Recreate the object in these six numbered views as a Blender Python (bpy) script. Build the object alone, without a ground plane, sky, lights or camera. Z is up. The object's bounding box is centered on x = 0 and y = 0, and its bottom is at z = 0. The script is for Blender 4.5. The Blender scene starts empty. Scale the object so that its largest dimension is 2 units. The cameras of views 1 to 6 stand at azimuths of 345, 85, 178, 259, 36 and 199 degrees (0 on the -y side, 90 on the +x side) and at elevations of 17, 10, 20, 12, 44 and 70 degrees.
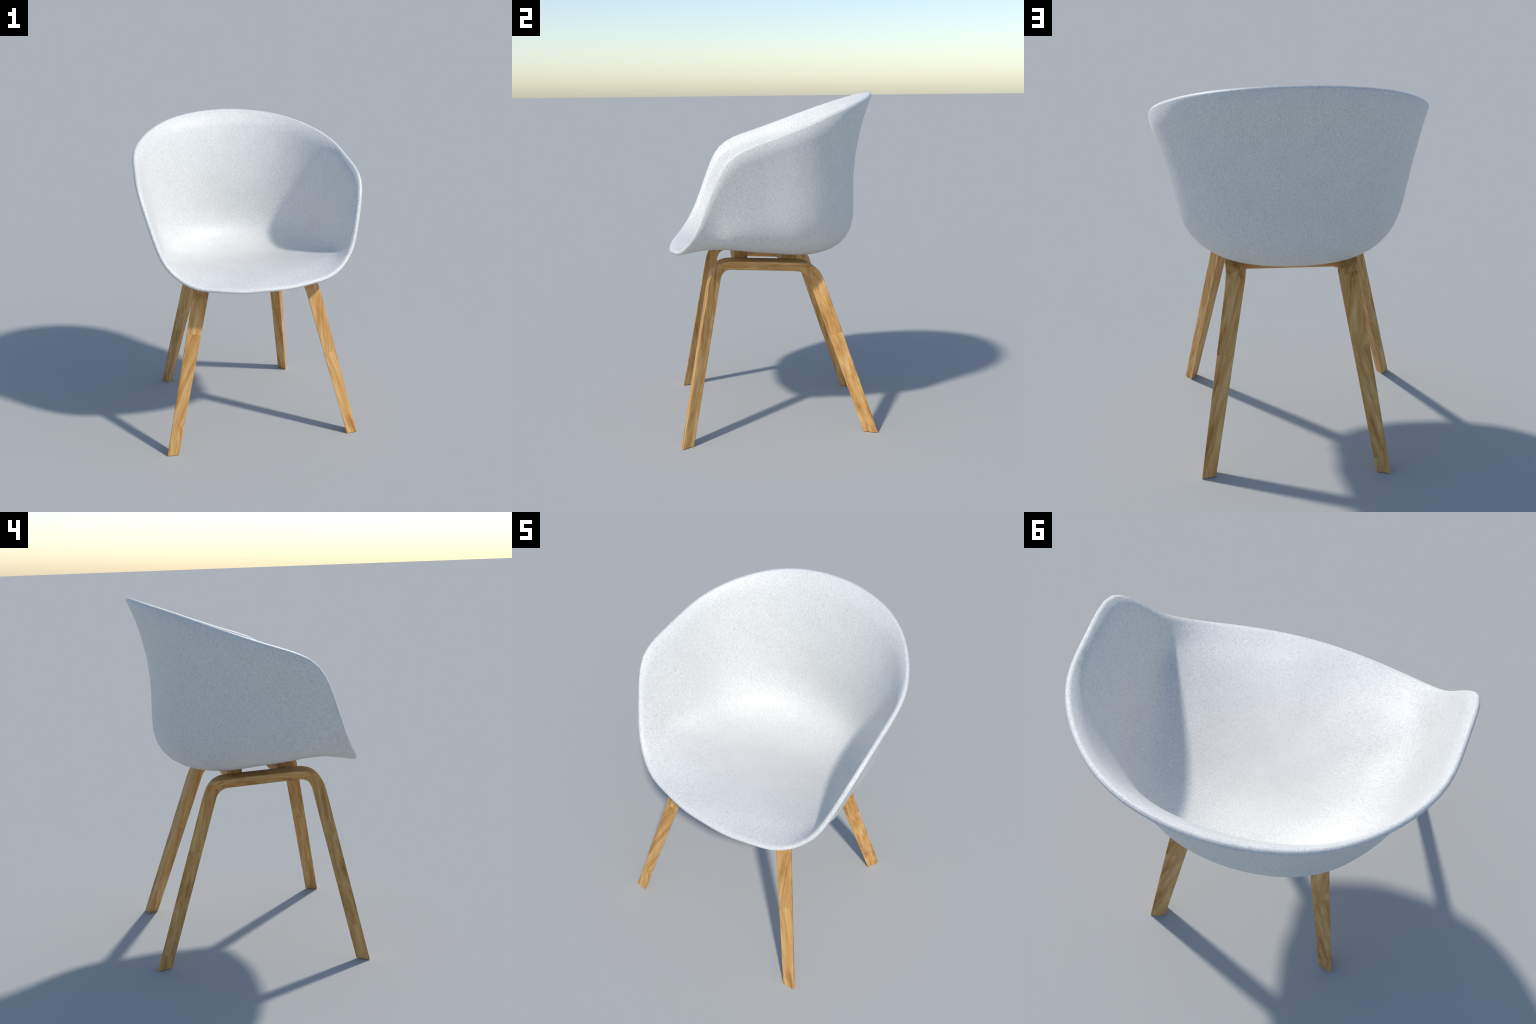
import bpy, bmesh, math
import numpy as np
from mathutils import Vector, Matrix
from mathutils.bvhtree import BVHTree

# ------------------------------------------------------------------ helpers
def periodic_spline(P, n):
    """closed cubic spline through control points P, n samples per span"""
    m = len(P)
    A = 4 * np.eye(m)
    for i in range(m):
        A[i, (i - 1) % m] = 1
        A[i, (i + 1) % m] = 1
    D = np.linalg.solve(A, 3 * (np.roll(P, -1, 0) - np.roll(P, 1, 0)))
    t = np.linspace(0, 1, n, endpoint=False)[:, None]
    out = []
    for i in range(m):
        j = (i + 1) % m
        out.append((2*t**3-3*t**2+1)*P[i] + (t**3-2*t**2+t)*D[i]
                   + (-2*t**3+3*t**2)*P[j] + (t**3-t**2)*D[j])
    return np.vstack(out)

def key_spline(k, u):
    """cubic through equally spaced keys, flat at both ends (mirror symmetric)"""
    m = len(k)
    A = np.eye(m)
    b = np.zeros(k.shape)
    for i in range(1, m - 1):
        A[i, i-1], A[i, i], A[i, i+1] = 1, 4, 1
        b[i] = 3 * (k[i+1] - k[i-1])
    D = np.linalg.solve(A, b)
    x = u * (m - 1)
    i = np.minimum(x.astype(int), m - 2)
    t = (x - i)[:, None]
    return ((2*t**3-3*t**2+1)*k[i] + (t**3-2*t**2+t)*D[i]
            + (-2*t**3+3*t**2)*k[i+1] + (t**3-t**2)*D[i+1])

def bspline_basis(n, t, p=3):
    kn = np.concatenate([np.zeros(p), np.linspace(0, 1, n - p + 1), np.ones(p)])
    t = np.clip(t, 0, 1 - 1e-9)
    N = [((t >= kn[i]) & (t < kn[i+1])).astype(float) for i in range(len(kn) - 1)]
    for d in range(1, p + 1):
        M = []
        for i in range(len(N) - 1):
            a = 0 * t
            if kn[i+d] > kn[i]:
                a = a + (t - kn[i]) / (kn[i+d] - kn[i]) * N[i]
            if kn[i+d+1] > kn[i+1]:
                a = a + (kn[i+d+1] - t) / (kn[i+d+1] - kn[i+1]) * N[i+1]
            M.append(a)
        N = M
    return np.stack(N, 1)

def add_object(name, mesh, parent, material, matrix=None):
    ob = bpy.data.objects.new(name, mesh)
    bpy.context.scene.collection.objects.link(ob)
    if matrix is not None:
        ob.matrix_world = matrix
    ob.parent = parent
    mesh.materials.append(material)
    return ob

def piece_from(verts, normals, faces, name, parent, material, frame=None, cap=None):
    """cut the given faces out of a bigger surface, keeping its vertex normals"""
    used = sorted({i for f in faces for i in f})
    idx = {v: i for i, v in enumerate(used)}
    inv = frame.inverted() if frame is not None else Matrix.Identity(4)
    rot = inv.to_3x3()
    me = bpy.data.meshes.new(name)
    co = [inv @ Vector(verts[i]) for i in used]
    nr = [(rot @ Vector(normals[i])).normalized() for i in used]
    fs = [[idx[i] for i in f] for f in faces]
    if cap is not None:                              # flat end with its own sharp border
        corners, facing = cap
        fs.append(list(range(len(co), len(co) + len(corners))))
        co += [inv @ Vector(c) for c in corners]
        nr += [(rot @ Vector(facing)).normalized()] * len(corners)
    me.from_pydata(co, [], fs)
    for p in me.polygons:
        p.use_smooth = True
    me.normals_split_custom_set_from_vertices(nr)
    me.update()
    return add_object(name, me, parent, material, frame)

def vertex_normals(verts, faces, by_area=False):
    V = np.array(verts)
    N = np.zeros_like(V)
    for f in faces:
        p = V[list(f)]
        n = np.zeros(3)
        for i in range(1, len(f) - 1):
            n += np.cross(p[i] - p[0], p[i+1] - p[0])
        l = np.linalg.norm(n)
        if l < 1e-12:
            continue
        for i in f:
            N[i] += n if by_area else n / l
    return N / np.maximum(np.linalg.norm(N, axis=1)[:, None], 1e-12)

# ------------------------------------------------------------------ materials
def nodes_of(name):
    m = bpy.data.materials.new(name)
    m.use_nodes = True
    nt = m.node_tree
    return m, nt, nt.nodes["Principled BSDF"]

def math_node(nt, op, a, b=None):
    n = nt.nodes.new("ShaderNodeMath")
    n.operation = op
    for i, v in enumerate((a, b)):
        if v is None:
            continue
        if isinstance(v, (int, float)):
            n.inputs[i].default_value = v
        else:
            nt.links.new(v, n.inputs[i])
    return n.outputs[0]

def noise_node(nt, vec, scale, detail=2.0, rough=0.5):
    n = nt.nodes.new("ShaderNodeTexNoise")
    n.inputs["Scale"].default_value = scale
    n.inputs["Detail"].default_value = detail
    n.inputs["Roughness"].default_value = rough
    nt.links.new(vec, n.inputs["Vector"])
    return n.outputs["Fac"]

def ramp_node(nt, fac, stops):
    n = nt.nodes.new("ShaderNodeValToRGB")
    els = n.color_ramp.elements
    while len(els) < len(stops):
        els.new(0.5)
    for e, (p, c) in zip(els, stops):
        e.position = p
        e.color = (*c, 1)
    nt.links.new(fac, n.inputs[0])
    return n.outputs[0]

def mix_colour(nt, fac, a, b, mode='MIX'):
    n = nt.nodes.new("ShaderNodeMix")
    n.data_type = 'RGBA'
    n.blend_type = mode
    for s, v in ((0, fac), (6, a), (7, b)):
        if isinstance(v, (int, float)):
            n.inputs[s].default_value = v
        elif isinstance(v, tuple):
            n.inputs[s].default_value = (*v, 1)
        else:
            nt.links.new(v, n.inputs[s])
    return n.outputs[2]

def fabric_material():
    """pale melange wool; threads run round the tub and up its walls"""
    m, nt, bsdf = nodes_of("pale_woven_fabric")
    tc = nt.nodes.new("ShaderNodeTexCoord")
    sep = nt.nodes.new("ShaderNodeSeparateXYZ")
    nt.links.new(tc.outputs["Object"], sep.inputs[0])
    x, y, z = sep.outputs
    r = math_node(nt, 'SQRT', math_node(nt, 'ADD', math_node(nt, 'MULTIPLY', x, x),
                                        math_node(nt, 'MULTIPLY', y, y)))
    rs = math_node(nt, 'MAXIMUM', r, 0.02)
    cx, cy = math_node(nt, 'DIVIDE', x, rs), math_node(nt, 'DIVIDE', y, rs)
    # the floor of the tub is woven outward from its middle, the walls upward
    geo = nt.nodes.new("ShaderNodeNewGeometry")
    nsep = nt.nodes.new("ShaderNodeSeparateXYZ")
    nt.links.new(geo.outputs["Normal"], nsep.inputs[0])
    wall = nt.nodes.new("ShaderNodeMapRange")
    wall.interpolation_type = 'SMOOTHSTEP'
    for name, v in (("From Min", 0.62), ("From Max", 0.80), ("To Min", 1.0), ("To Max", 0.0)):
        wall.inputs[name].default_value = v
    nt.links.new(math_node(nt, 'ABSOLUTE', nsep.outputs[2]), wall.inputs["Value"])

    def thread(around, along):
        made = []
        for run in (r, z):
            c = nt.nodes.new("ShaderNodeCombineXYZ")
            nt.links.new(math_node(nt, 'MULTIPLY', cx, around), c.inputs[0])
            nt.links.new(math_node(nt, 'MULTIPLY', cy, around), c.inputs[1])
            nt.links.new(math_node(nt, 'MULTIPLY', run, along), c.inputs[2])
            made.append(noise_node(nt, c.outputs[0], 1.0, 2.0, 0.6))
        mix = nt.nodes.new("ShaderNodeMix")
        nt.links.new(wall.outputs[0], mix.inputs[0])
        nt.links.new(made[0], mix.inputs[2])
        nt.links.new(made[1], mix.inputs[3])
        return mix.outputs[0]
    warp = thread(210.0, 60.0)
    weft = thread(45.0, 340.0)
    speck = noise_node(nt, tc.outputs["Object"], 330.0, 2.0, 0.6)
    cloud = noise_node(nt, tc.outputs["Object"], 9.0, 2.0, 0.5)
    both = math_node(nt, 'ADD', math_node(nt, 'MULTIPLY', warp, 0.40),
                     math_node(nt, 'MULTIPLY', weft, 0.40))
    both = math_node(nt, 'ADD', both, math_node(nt, 'MULTIPLY', speck, 0.14))
    both = math_node(nt, 'ADD', both, math_node(nt, 'MULTIPLY', cloud, 0.06))
    col = ramp_node(nt, both, [(0.32, FABRIC[0]), (0.5, FABRIC[1]), (0.68, FABRIC[2])])
    nt.links.new(col, bsdf.inputs["Base Color"])
    bsdf.inputs["Roughness"].default_value = 0.5
    bsdf.inputs["Specular IOR Level"].default_value = 0.5
    bump = nt.nodes.new("ShaderNodeBump")
    bump.inputs["Strength"].default_value = 0.25
    bump.inputs["Distance"].default_value = 0.004
    nt.links.new(both, bump.inputs["Height"])
    nt.links.new(bump.outputs[0], bsdf.inputs["Normal"])
    return m

FABRIC = [(0.465, 0.465, 0.448), (0.645, 0.645, 0.622), (0.79, 0.79, 0.762)]
WOOD = [(0.29, 0.118, 0.026), (0.495, 0.252, 0.074), (0.59, 0.335, 0.118), (0.69, 0.45, 0.20)]

def wood_material():
    """clear oak: long streaks along local z, a little skewed, with darker flecks"""
    m, nt, bsdf = nodes_of("pale_oak")
    tc = nt.nodes.new("ShaderNodeTexCoord")
    info = nt.nodes.new("ShaderNodeObjectInfo")
    rand = info.outputs["Random"]
    sep = nt.nodes.new("ShaderNodeSeparateXYZ")
    nt.links.new(tc.outputs["Object"], sep.inputs[0])
    px, py, pz = sep.outputs
    # glued-up lengths: every stave has its own grain and tint
    stave = math_node(nt, 'FLOOR', math_node(nt, 'ADD', math_node(nt, 'MULTIPLY', pz, 1.7),
                                             math_node(nt, 'MULTIPLY', rand, 5.0)))
    wn = nt.nodes.new("ShaderNodeTexWhiteNoise")
    wn.noise_dimensions = '1D'
    nt.links.new(stave, wn.inputs["W"])
    own = wn.outputs["Value"]
    # the grain runs a few degrees off the leg, differently in every piece
    lean_x = math_node(nt, 'MULTIPLY', math_node(nt, 'SUBTRACT', own, 0.5), 0.42)
    lean_y = math_node(nt, 'MULTIPLY', math_node(nt, 'SUBTRACT', rand, 0.5), 0.36)
    comb = nt.nodes.new("ShaderNodeCombineXYZ")
    for i, k in enumerate((7.0, 3.0, 11.0)):
        nt.links.new(math_node(nt, 'MULTIPLY', math_node(nt, 'ADD', rand, own), k), comb.inputs[i])
    grain_co = nt.nodes.new("ShaderNodeCombineXYZ")
    nt.links.new(math_node(nt, 'ADD', px, math_node(nt, 'MULTIPLY', pz, lean_x)), grain_co.inputs[0])
    nt.links.new(math_node(nt, 'ADD', py, math_node(nt, 'MULTIPLY', pz, lean_y)), grain_co.inputs[1])
    nt.links.new(math_node(nt, 'MULTIPLY', pz, 0.055), grain_co.inputs[2])
    shift = nt.nodes.new("ShaderNodeVectorMath")
    shift.operation = 'ADD'
    nt.links.new(grain_co.outputs[0], shift.inputs[0])
    nt.links.new(comb.outputs[0], shift.inputs[1])
    v = shift.outputs[0]
    broad = noise_node(nt, v, 42.0, 2.0, 0.5)
    fine = noise_node(nt, v, 150.0, 3.0, 0.6)
    grain = math_node(nt, 'ADD', math_node(nt, 'MULTIPLY', broad, 0.68), math_node(nt, 'MULTIPLY', fine, 0.32))
    col = ramp_node(nt, grain, [(0.28, WOOD[0]), (0.42, WOOD[1]), (0.54, WOOD[2]), (0.68, WOOD[3])])
    # knots / flecks: short dark patches
    mp2 = nt.nodes.new("ShaderNodeMapping")
    mp2.inputs["Scale"].default_value = (1.0, 1.0, 0.35)
    nt.links.new(tc.outputs["Object"], mp2.inputs["Vector"])
    shift2 = nt.nodes.new("ShaderNodeVectorMath")
    shift2.operation = 'ADD'
    nt.links.new(mp2.outputs[0], shift2.inputs[0])
    nt.links.new(comb.outputs[0], shift2.inputs[1])
    kn = noise_node(nt, shift2.outputs[0], 20.0, 3.0, 0.6)
    kn = ramp_node(nt, kn, [(0.60, (0, 0, 0)), (0.74, (1, 1, 1))])
    kn = math_node(nt, 'MULTIPLY', kn, 0.4)
    col = mix_colour(nt, kn, col, WOOD[0])
    tint = ramp_node(nt, own, [(0.0, (0.92, 0.91, 0.89)), (1.0, (1.0, 1.0, 1.0))])
    col = mix_colour(nt, 1.0, col, tint, 'MULTIPLY')
    nt.links.new(col, bsdf.inputs["Base Color"])
    bsdf.inputs["Roughness"].default_value = 0.55
    bsdf.inputs["Specular IOR Level"].default_value = 0.3
    bump = nt.nodes.new("ShaderNodeBump")
    bump.inputs["Strength"].default_value = 0.12
    bump.inputs["Distance"].default_value = 0.002
    nt.links.new(grain, bump.inputs["Height"])
    nt.links.new(bump.outputs[0], bsdf.inputs["Normal"])
    return m

fabric = fabric_material()
wood = wood_material()

chair = bpy.data.objects.new("armchair", None)
bpy.context.scene.collection.objects.link(chair)
chair["label"] = "pale grey fabric tub armchair on splayed light oak legs"
chair["category"] = "armchair"

# ------------------------------------------------------------------ tub shell
# rim of the tub, right half, from the middle of the back to the middle of the front
RIM = np.array([
    (0, 0.623, 1.997), (0.32, 0.56, 1.973), (0.543, 0.396, 1.914), (0.679, 0.176, 1.831),
    (0.717, -0.05, 1.750), (0.730, -0.240, 1.671), (0.707, -0.339, 1.540), (0.662, -0.405, 1.367),
    (0.593, -0.472, 1.205), (0.455, -0.542, 1.099), (0.309, -0.581, 1.072), (0.153, -0.605, 1.057),
    (0, -0.611, 1.057)])
TUB_SHIFT = np.array([0.0, 0, 0])
# profile keys at seven places from back to front:
# corner reach, corner height, two wall control points (reach, share of wall height)
PROFILE = np.array([
    (0.467, 1.023, 0.956, 0.13, 0.73, 0.62), (0.563, 1.038, 0.899, 0.141, 0.861, 0.613),
    (0.695, 1.095, 0.825, 0.211, 0.877, 0.574), (0.779, 1.133, 0.86, 0.199, 0.89, 0.451),
    (0.729, 1.118, 0.829, 0.206, 0.915, 0.428), (0.691, 1.086, 0.782, 0.21, 0.881, 0.579),
    (0.669, 1.08, 0.79, -0.184, 0.851, 0.013)])
SEAT_TILT = 0.137     # the seat rises towards the front
BOTTOM = np.array([0.0, 0.0, 1.045])
THICK = 0.026         # at the rim; the padded floor is a little thicker
FLOOR_EXTRA = 0.006
RUN_END = 0.9972      # stop short of the rim line: the rounded edge reaches it
N_HALF = 42          # spans along half the rim
N_RUN = 18           # spans from the bottom to the rim

def rim_points(u):
    full = np.vstack([RIM, RIM[1:-1][::-1] * [-1, 1, 1]])
    C = periodic_spline(full, 40)
    C = np.vstack([C, C[:1]])
    x = u * (len(RIM) - 1) * 40
    i = x.astype(int)
    f = (x - i)[:, None]
    return C[i] * (1 - f) + C[np.minimum(i + 1, len(C) - 1)] * f

def outer_surface(u, t):
    R = rim_points(u)
    e, ze, w1, h1, w2, h2 = key_spline(PROFILE, u).T
    d = (R - BOTTOM) * [1, 1, 0]

    def point(reach, z):
        q = BOTTOM + d * reach[:, None]
        q[:, 2] = z
        return q
    ctrl = np.stack([np.repeat(BOTTOM[None], len(u), 0), point(.5 * e, BOTTOM[2] - SEAT_TILT * d[:, 1] * .5 * e), point(e, ze),
                     point(w1, ze + h1 * (R[:, 2] - ze)), point(w2, ze + h2 * (R[:, 2] - ze)), R], 1)
    return np.einsum('ti,sik->stk', bspline_basis(6, t), ctrl)

def build_shell():
    u = np.linspace(0, 1, N_HALF + 1)
    # spread the stations evenly by rim length
    fine = np.linspace(0, 1, 400)
    L = np.concatenate([[0], np.cumsum(np.linalg.norm(np.diff(rim_points(fine), axis=0), axis=1))])
    u = np.interp(np.linspace(0, L[-1], N_HALF + 1), L, fine)
    t = np.append(np.linspace(0, RUN_END, N_RUN + 1)[1:-1], [RUN_END - 0.034, RUN_END])
    half = outer_surface(u, t)
    S = np.concatenate([half, half[1:-1][::-1] * [-1, 1, 1]])       # closed loop of stations
    S = S + TUB_SHIFT
    ns, nt_ = S.shape[:2]
    # normals of the outer side
    e = 1e-3
    du = np.roll(S, -1, 0) - np.roll(S, 1, 0)
    tt = t
    dh = outer_surface(u, np.minimum(tt + e, 1)) - outer_surface(u, np.maximum(tt - e, 0))
    dt = np.concatenate([dh, dh[1:-1][::-1] * [-1, 1, 1]])
    N = np.cross(dt, du)
    N /= np.linalg.norm(N, axis=2)[..., None]
    if N[0, -3, 1] < 0:
        N = -N
    pad = THICK + FLOOR_EXTRA * np.clip(1.4 - t / 0.5, 0, 1)
    inner = S - N * pad[None, :, None]
    tang = dt[:, -1] / np.linalg.norm(dt[:, -1], axis=1)[:, None]
    mid = (S[:, -1] + inner[:, -1]) / 2
    half_n = N[:, -1] * THICK / 2
    verts, ring = [], []

    def push(P):
        ring.append(list(range(len(verts), len(verts) + len(P))))
        verts.extend([tuple(p) for p in P])
    outer_pole = 0
    verts.append(tuple(BOTTOM + TUB_SHIFT))
    for k in range(nt_):
        push(S[:, k])
    for a in np.radians([90]):
        push(mid + half_n * math.cos(a) + tang * math.sin(a) * 0.011)
    for k in range(nt_ - 1, -1, -1):
        push(inner[:, k])
    inner_pole = len(verts)
    verts.append(tuple(BOTTOM + TUB_SHIFT + [0, 0, THICK + FLOOR_EXTRA]))
    faces, tag = [], []

    def station_share(i):                       # 0 back .. 1 front
        m = i + 0.5
        return (m if m < ns / 2 else ns - m) / (ns / 2), m < ns / 2

    def region(i, k):
        # k counts rings from the outer pole; fold the inner side onto the outer
        run = k if k <= nt_ else 2 * nt_ + 1 - k
        s, right = station_share(i)
        if s > 0.80 or run <= 8:
            return "seat"
        if s < 0.30:
            return "backrest"
        return "armrest_r" if right else "armrest_l"
    for i in range(ns):
        j = (i + 1) % ns
        faces.append((outer_pole, ring[0][i], ring[0][j])); tag.append("seat")
        for k in range(len(ring) - 1):
            faces.append((ring[k][i], ring[k+1][i], ring[k+1][j], ring[k][j]))
            tag.append(region(i, k + 1))
        faces.append((inner_pole, ring[-1][j], ring[-1][i])); tag.append("seat")
    # make sure the faces look outward
    V = np.array(verts)
    f = faces[len(ring) // 4]
    n = np.cross(V[f[1]] - V[f[0]], V[f[2]] - V[f[1]])
    c = V[list(f)].mean(0)
    if n @ (c - np.array([0, 0, 1.4])) < 0:
        faces = [tuple(reversed(f)) for f in faces]
    nrm = vertex_normals(verts, faces)
    for name, key in (("seat", "seat"), ("backrest", "backrest"), ("armrest", "armrest_r"), ("armrest", "armrest_l")):
        piece_from(verts, nrm, [f for f, g in zip(faces, tag) if g == key], name, chair, fabric)
    return verts, faces

shell_verts, shell_faces = build_shell()
shell_tree = BVHTree.FromPolygons([Vector(v) for v in shell_verts], shell_faces)

# ------------------------------------------------------------------ bent leg frames
# three ridges of the three-sided section; each runs foot - corner - corner - foot
RIDGES = {
    "outer": dict(front_foot=(.633, -.558, 0), front=(.399, -.363, 1.043), rear=(.329, .258, 1.003), rear_foot=(.482, .595, 0), bend=(.115, .100)),
    "inner": dict(front_foot=(.566, -.564, 0), front=(.304, -.372, 1.050), rear=(.233, .234, 1.013), rear_foot=(.416, .578, 0), bend=(.120, .095)),
    "under": dict(front_foot=(.595, -.498, 0), front=(.364, -.311, .991), rear=(.292, .193, .953), rear_foot=(.456, .520, 0), bend=(.062, .060)),
}
BASE_TURN = -0.0075          # the base stands slightly turned under the tub

def ridge_path(r):
    P = [np.array(r[k], float) for k in ("front_foot", "front", "rear", "rear_foot")]
    out = []

    def unit(v):
        return v / np.linalg.norm(v)
    a = P[1] + unit(P[0] - P[1]) * r["bend"][0]
    b = P[1] + unit(P[2] - P[1]) * r["bend"][0]
    c = P[2] + unit(P[1] - P[2]) * r["bend"][1]
    d = P[2] + unit(P[3] - P[2]) * r["bend"][1]

    def line(p, q, n, last=False):
        return [p + (q - p) * i / n for i in range(n + (1 if last else 0))]

    def arc(p, m, q, n):
        return [(1 - s)**2 * p + 2*s*(1 - s) * m + s*s * q for s in (i / n for i in range(n))]
    out += line(P[0], a, 10) + arc(a, P[1], b, 8)
    i0 = len(out)
    out += line(b, c, 6)
    i1 = len(out)
    out += arc(c, P[2], d, 8) + line(d, P[3], 10, True)
    return np.array(out), i0, i1

def section(A, B, C):
    """rounded triangle A (outer) B (inner) C (under); outer face a little S shaped"""
    T = [A, B, C]
    pts = []
    cen = (A + B + C) / 3
    for k in range(3):
        p, m, q = T[(k - 1) % 3], T[k], T[(k + 1) % 3]
        m = m + (m - cen) * 0.16
        f = 0.10
        s0, s1 = m + (p - m) * f, m + (q - m) * f
        for w in (0, .33, .67, 1):
            pts.append((1 - w)**2 * s0 + 2*w*(1 - w) * m + w*w * s1)
        if k == 2:                                   # face from C back to A = outer face
            n = (A + C) / 2 - B
            n /= np.linalg.norm(n)
            pts.append(C + (A - C) * .36 - n * .0015)
            pts.append(C + (A - C) * .66 + n * .005)
    return pts

def frame_axes(origin, along):
    z = Vector(along).normalized()
    x = Vector((1, 0, 0)) - z * z.x
    x.normalize()
    y = z.cross(x)
    M = Matrix((x, y, z)).transposed().to_4x4()
    M.translation = Vector(origin)
    return M

def build_leg_frame(side):
    paths = [ridge_path(RIDGES[k]) for k in ("outer", "inner", "under")]
    i0, i1 = paths[0][1:]
    mirror = np.array([side, 1, 1])
    turn = np.array(Matrix.Rotation(BASE_TURN, 3, 'Z'))
    rings = [[turn @ (q * mirror) for q in section(*(p[0][i] for p in paths))] for i in range(len(paths[0][0]))]
    m = len(rings[0])
    verts = [tuple(q) for r in rings for q in r]
    faces, tag = [], []
    for i in range(len(rings) - 1):
        for k in range(m):
            l = (k + 1) % m
            faces.append((i*m + k, i*m + l, (i+1)*m + l, (i+1)*m + k))
            tag.append("front" if i < i0 - 3 else "rear" if i >= i1 + 4 else "rail")
    if side > 0:
        faces = [tuple(reversed(f)) for f in faces]
    n0 = vertex_normals(verts, faces, True)
    V = np.array(verts)
    if (n0[0] @ (V[0] - V[:m].mean(0))) < 0:
        faces = [tuple(reversed(f)) for f in faces]
        n0 = -n0
    ff, fr = V[:m].mean(0), V[-m:].mean(0)
    cf, cr = V[i0*m:(i0+1)*m].mean(0), V[i1*m:(i1+1)*m].mean(0)
    up_f = V[9*m:10*m].mean(0) - ff
    up_r = V[-10*m:-9*m].mean(0) - fr
    frames = {"front": frame_axes(ff, up_f), "rear": frame_axes(fr, up_r),
              "rail": frame_axes((cf + cr) / 2, cr - cf)}
    for key, name in (("front", "leg"), ("rear", "leg"), ("rail", "side_rail")):
        fs = [f for f, g in zip(faces, tag) if g == key]
        cap = None
        if key != "rail":                            # sole of the foot
            foot = verts[:m] if key == "front" else verts[-m:]
            c = np.mean(foot, axis=0)
            foot = sorted(foot, key=lambda q: -math.atan2(q[1] - c[1], q[0] - c[0]))
            cap = (foot, (0, 0, -1))
        piece_from(verts, n0, fs, name, chair, wood, frames[key], cap)

for side in (1, -1):
    build_leg_frame(side)

# ------------------------------------------------------------------ cross rails under the seat
def build_cross_rail(y0, y1, bottom):
    """bar from frame to frame; top follows the belly of the shell, ends slope with the frames"""
    xs = np.linspace(-1, 1, 17)
    ys = [y0, y0 + .012, (y0 + y1) / 2, y1 - .012, y1]
    drop = [0.012, 0, 0, 0, 0.012]
    verts, faces = [], []
    m = len(ys)
    for s in xs:
        for y, d in zip(ys, drop):                   # top row
            x = s * 0.25
            hit = shell_tree.ray_cast(Vector((x, y, 0.5)), Vector((0, 0, 1)))
            z = (hit[0].z if hit[0] is not None else 1.06) + 0.008
            verts.append((x, y, min(z, 1.085)))
        for y, d in zip(reversed(ys), drop):         # bottom row
            verts.append((s * 0.24, y, bottom + d))
    k = 2 * m
    for i in range(len(xs) - 1):
        for j in range(k):
            l = (j + 1) % k
            faces.append((i*k + j, i*k + l, (i+1)*k + l, (i+1)*k + j))
    faces.append(tuple(range(k)))
    faces.append(tuple(reversed(range((len(xs)-1)*k, len(xs)*k))))
    R = Matrix.Rotation(math.radians(90), 4, 'Y')
    R.translation = Vector((0, (y0 + y1) / 2, bottom + .04))
    inv = R.inverted()
    me = bpy.data.meshes.new("cross_rail")
    me.from_pydata([inv @ Vector(v) for v in verts], [], faces)
    bm = bmesh.new()
    bm.from_mesh(me)
    bmesh.ops.recalc_face_normals(bm, faces=bm.faces)
    bm.to_mesh(me)
    bm.free()
    return add_object("cross_rail", me, chair, wood, R)

build_cross_rail(-.236, -.156, .967)
build_cross_rail(.052, .134, .962)

# ------------------------------------------------------------------ support rails along the inner side of the frames
def build_support_rail(side):
    """short stick between the two cross rails, glued to the frame and sharing its slope"""
    verts, faces = [], []
    stations = ((-.228, .010, .963), (.104, -.002, .949))          # y, sideways, height of the lower edge
    outline = ((.234, .000), (.212, .040), (.212, .066), (.285, .066), (.310, .030), (.262, .002))
    m = len(outline)
    for y, dx, zb in stations:
        for x, h in outline:
            verts.append((side * (x + dx), y, zb + h))
    for j in range(m):
        l = (j + 1) % m
        faces.append((j, l, m + l, m + j))
    faces.append(tuple(range(m)))
    faces.append(tuple(reversed(range(m, 2 * m))))
    R = Matrix.Rotation(math.radians(-90), 4, 'X')
    R.translation = Vector((side * .25, -.06, .98))
    turn = Matrix.Rotation(BASE_TURN, 4, 'Z')
    inv = R.inverted()
    me = bpy.data.meshes.new("support_rail")
    me.from_pydata([inv @ turn @ Vector(v) for v in verts], [], faces)
    bm = bmesh.new()
    bm.from_mesh(me)
    bmesh.ops.recalc_face_normals(bm, faces=bm.faces)
    bmesh.ops.bevel(bm, geom=list(bm.edges), offset=.003, segments=2, affect='EDGES')
    bm.to_mesh(me)
    bm.free()
    return add_object("support_rail", me, chair, wood, R)

for side in (1, -1):
    build_support_rail(side)
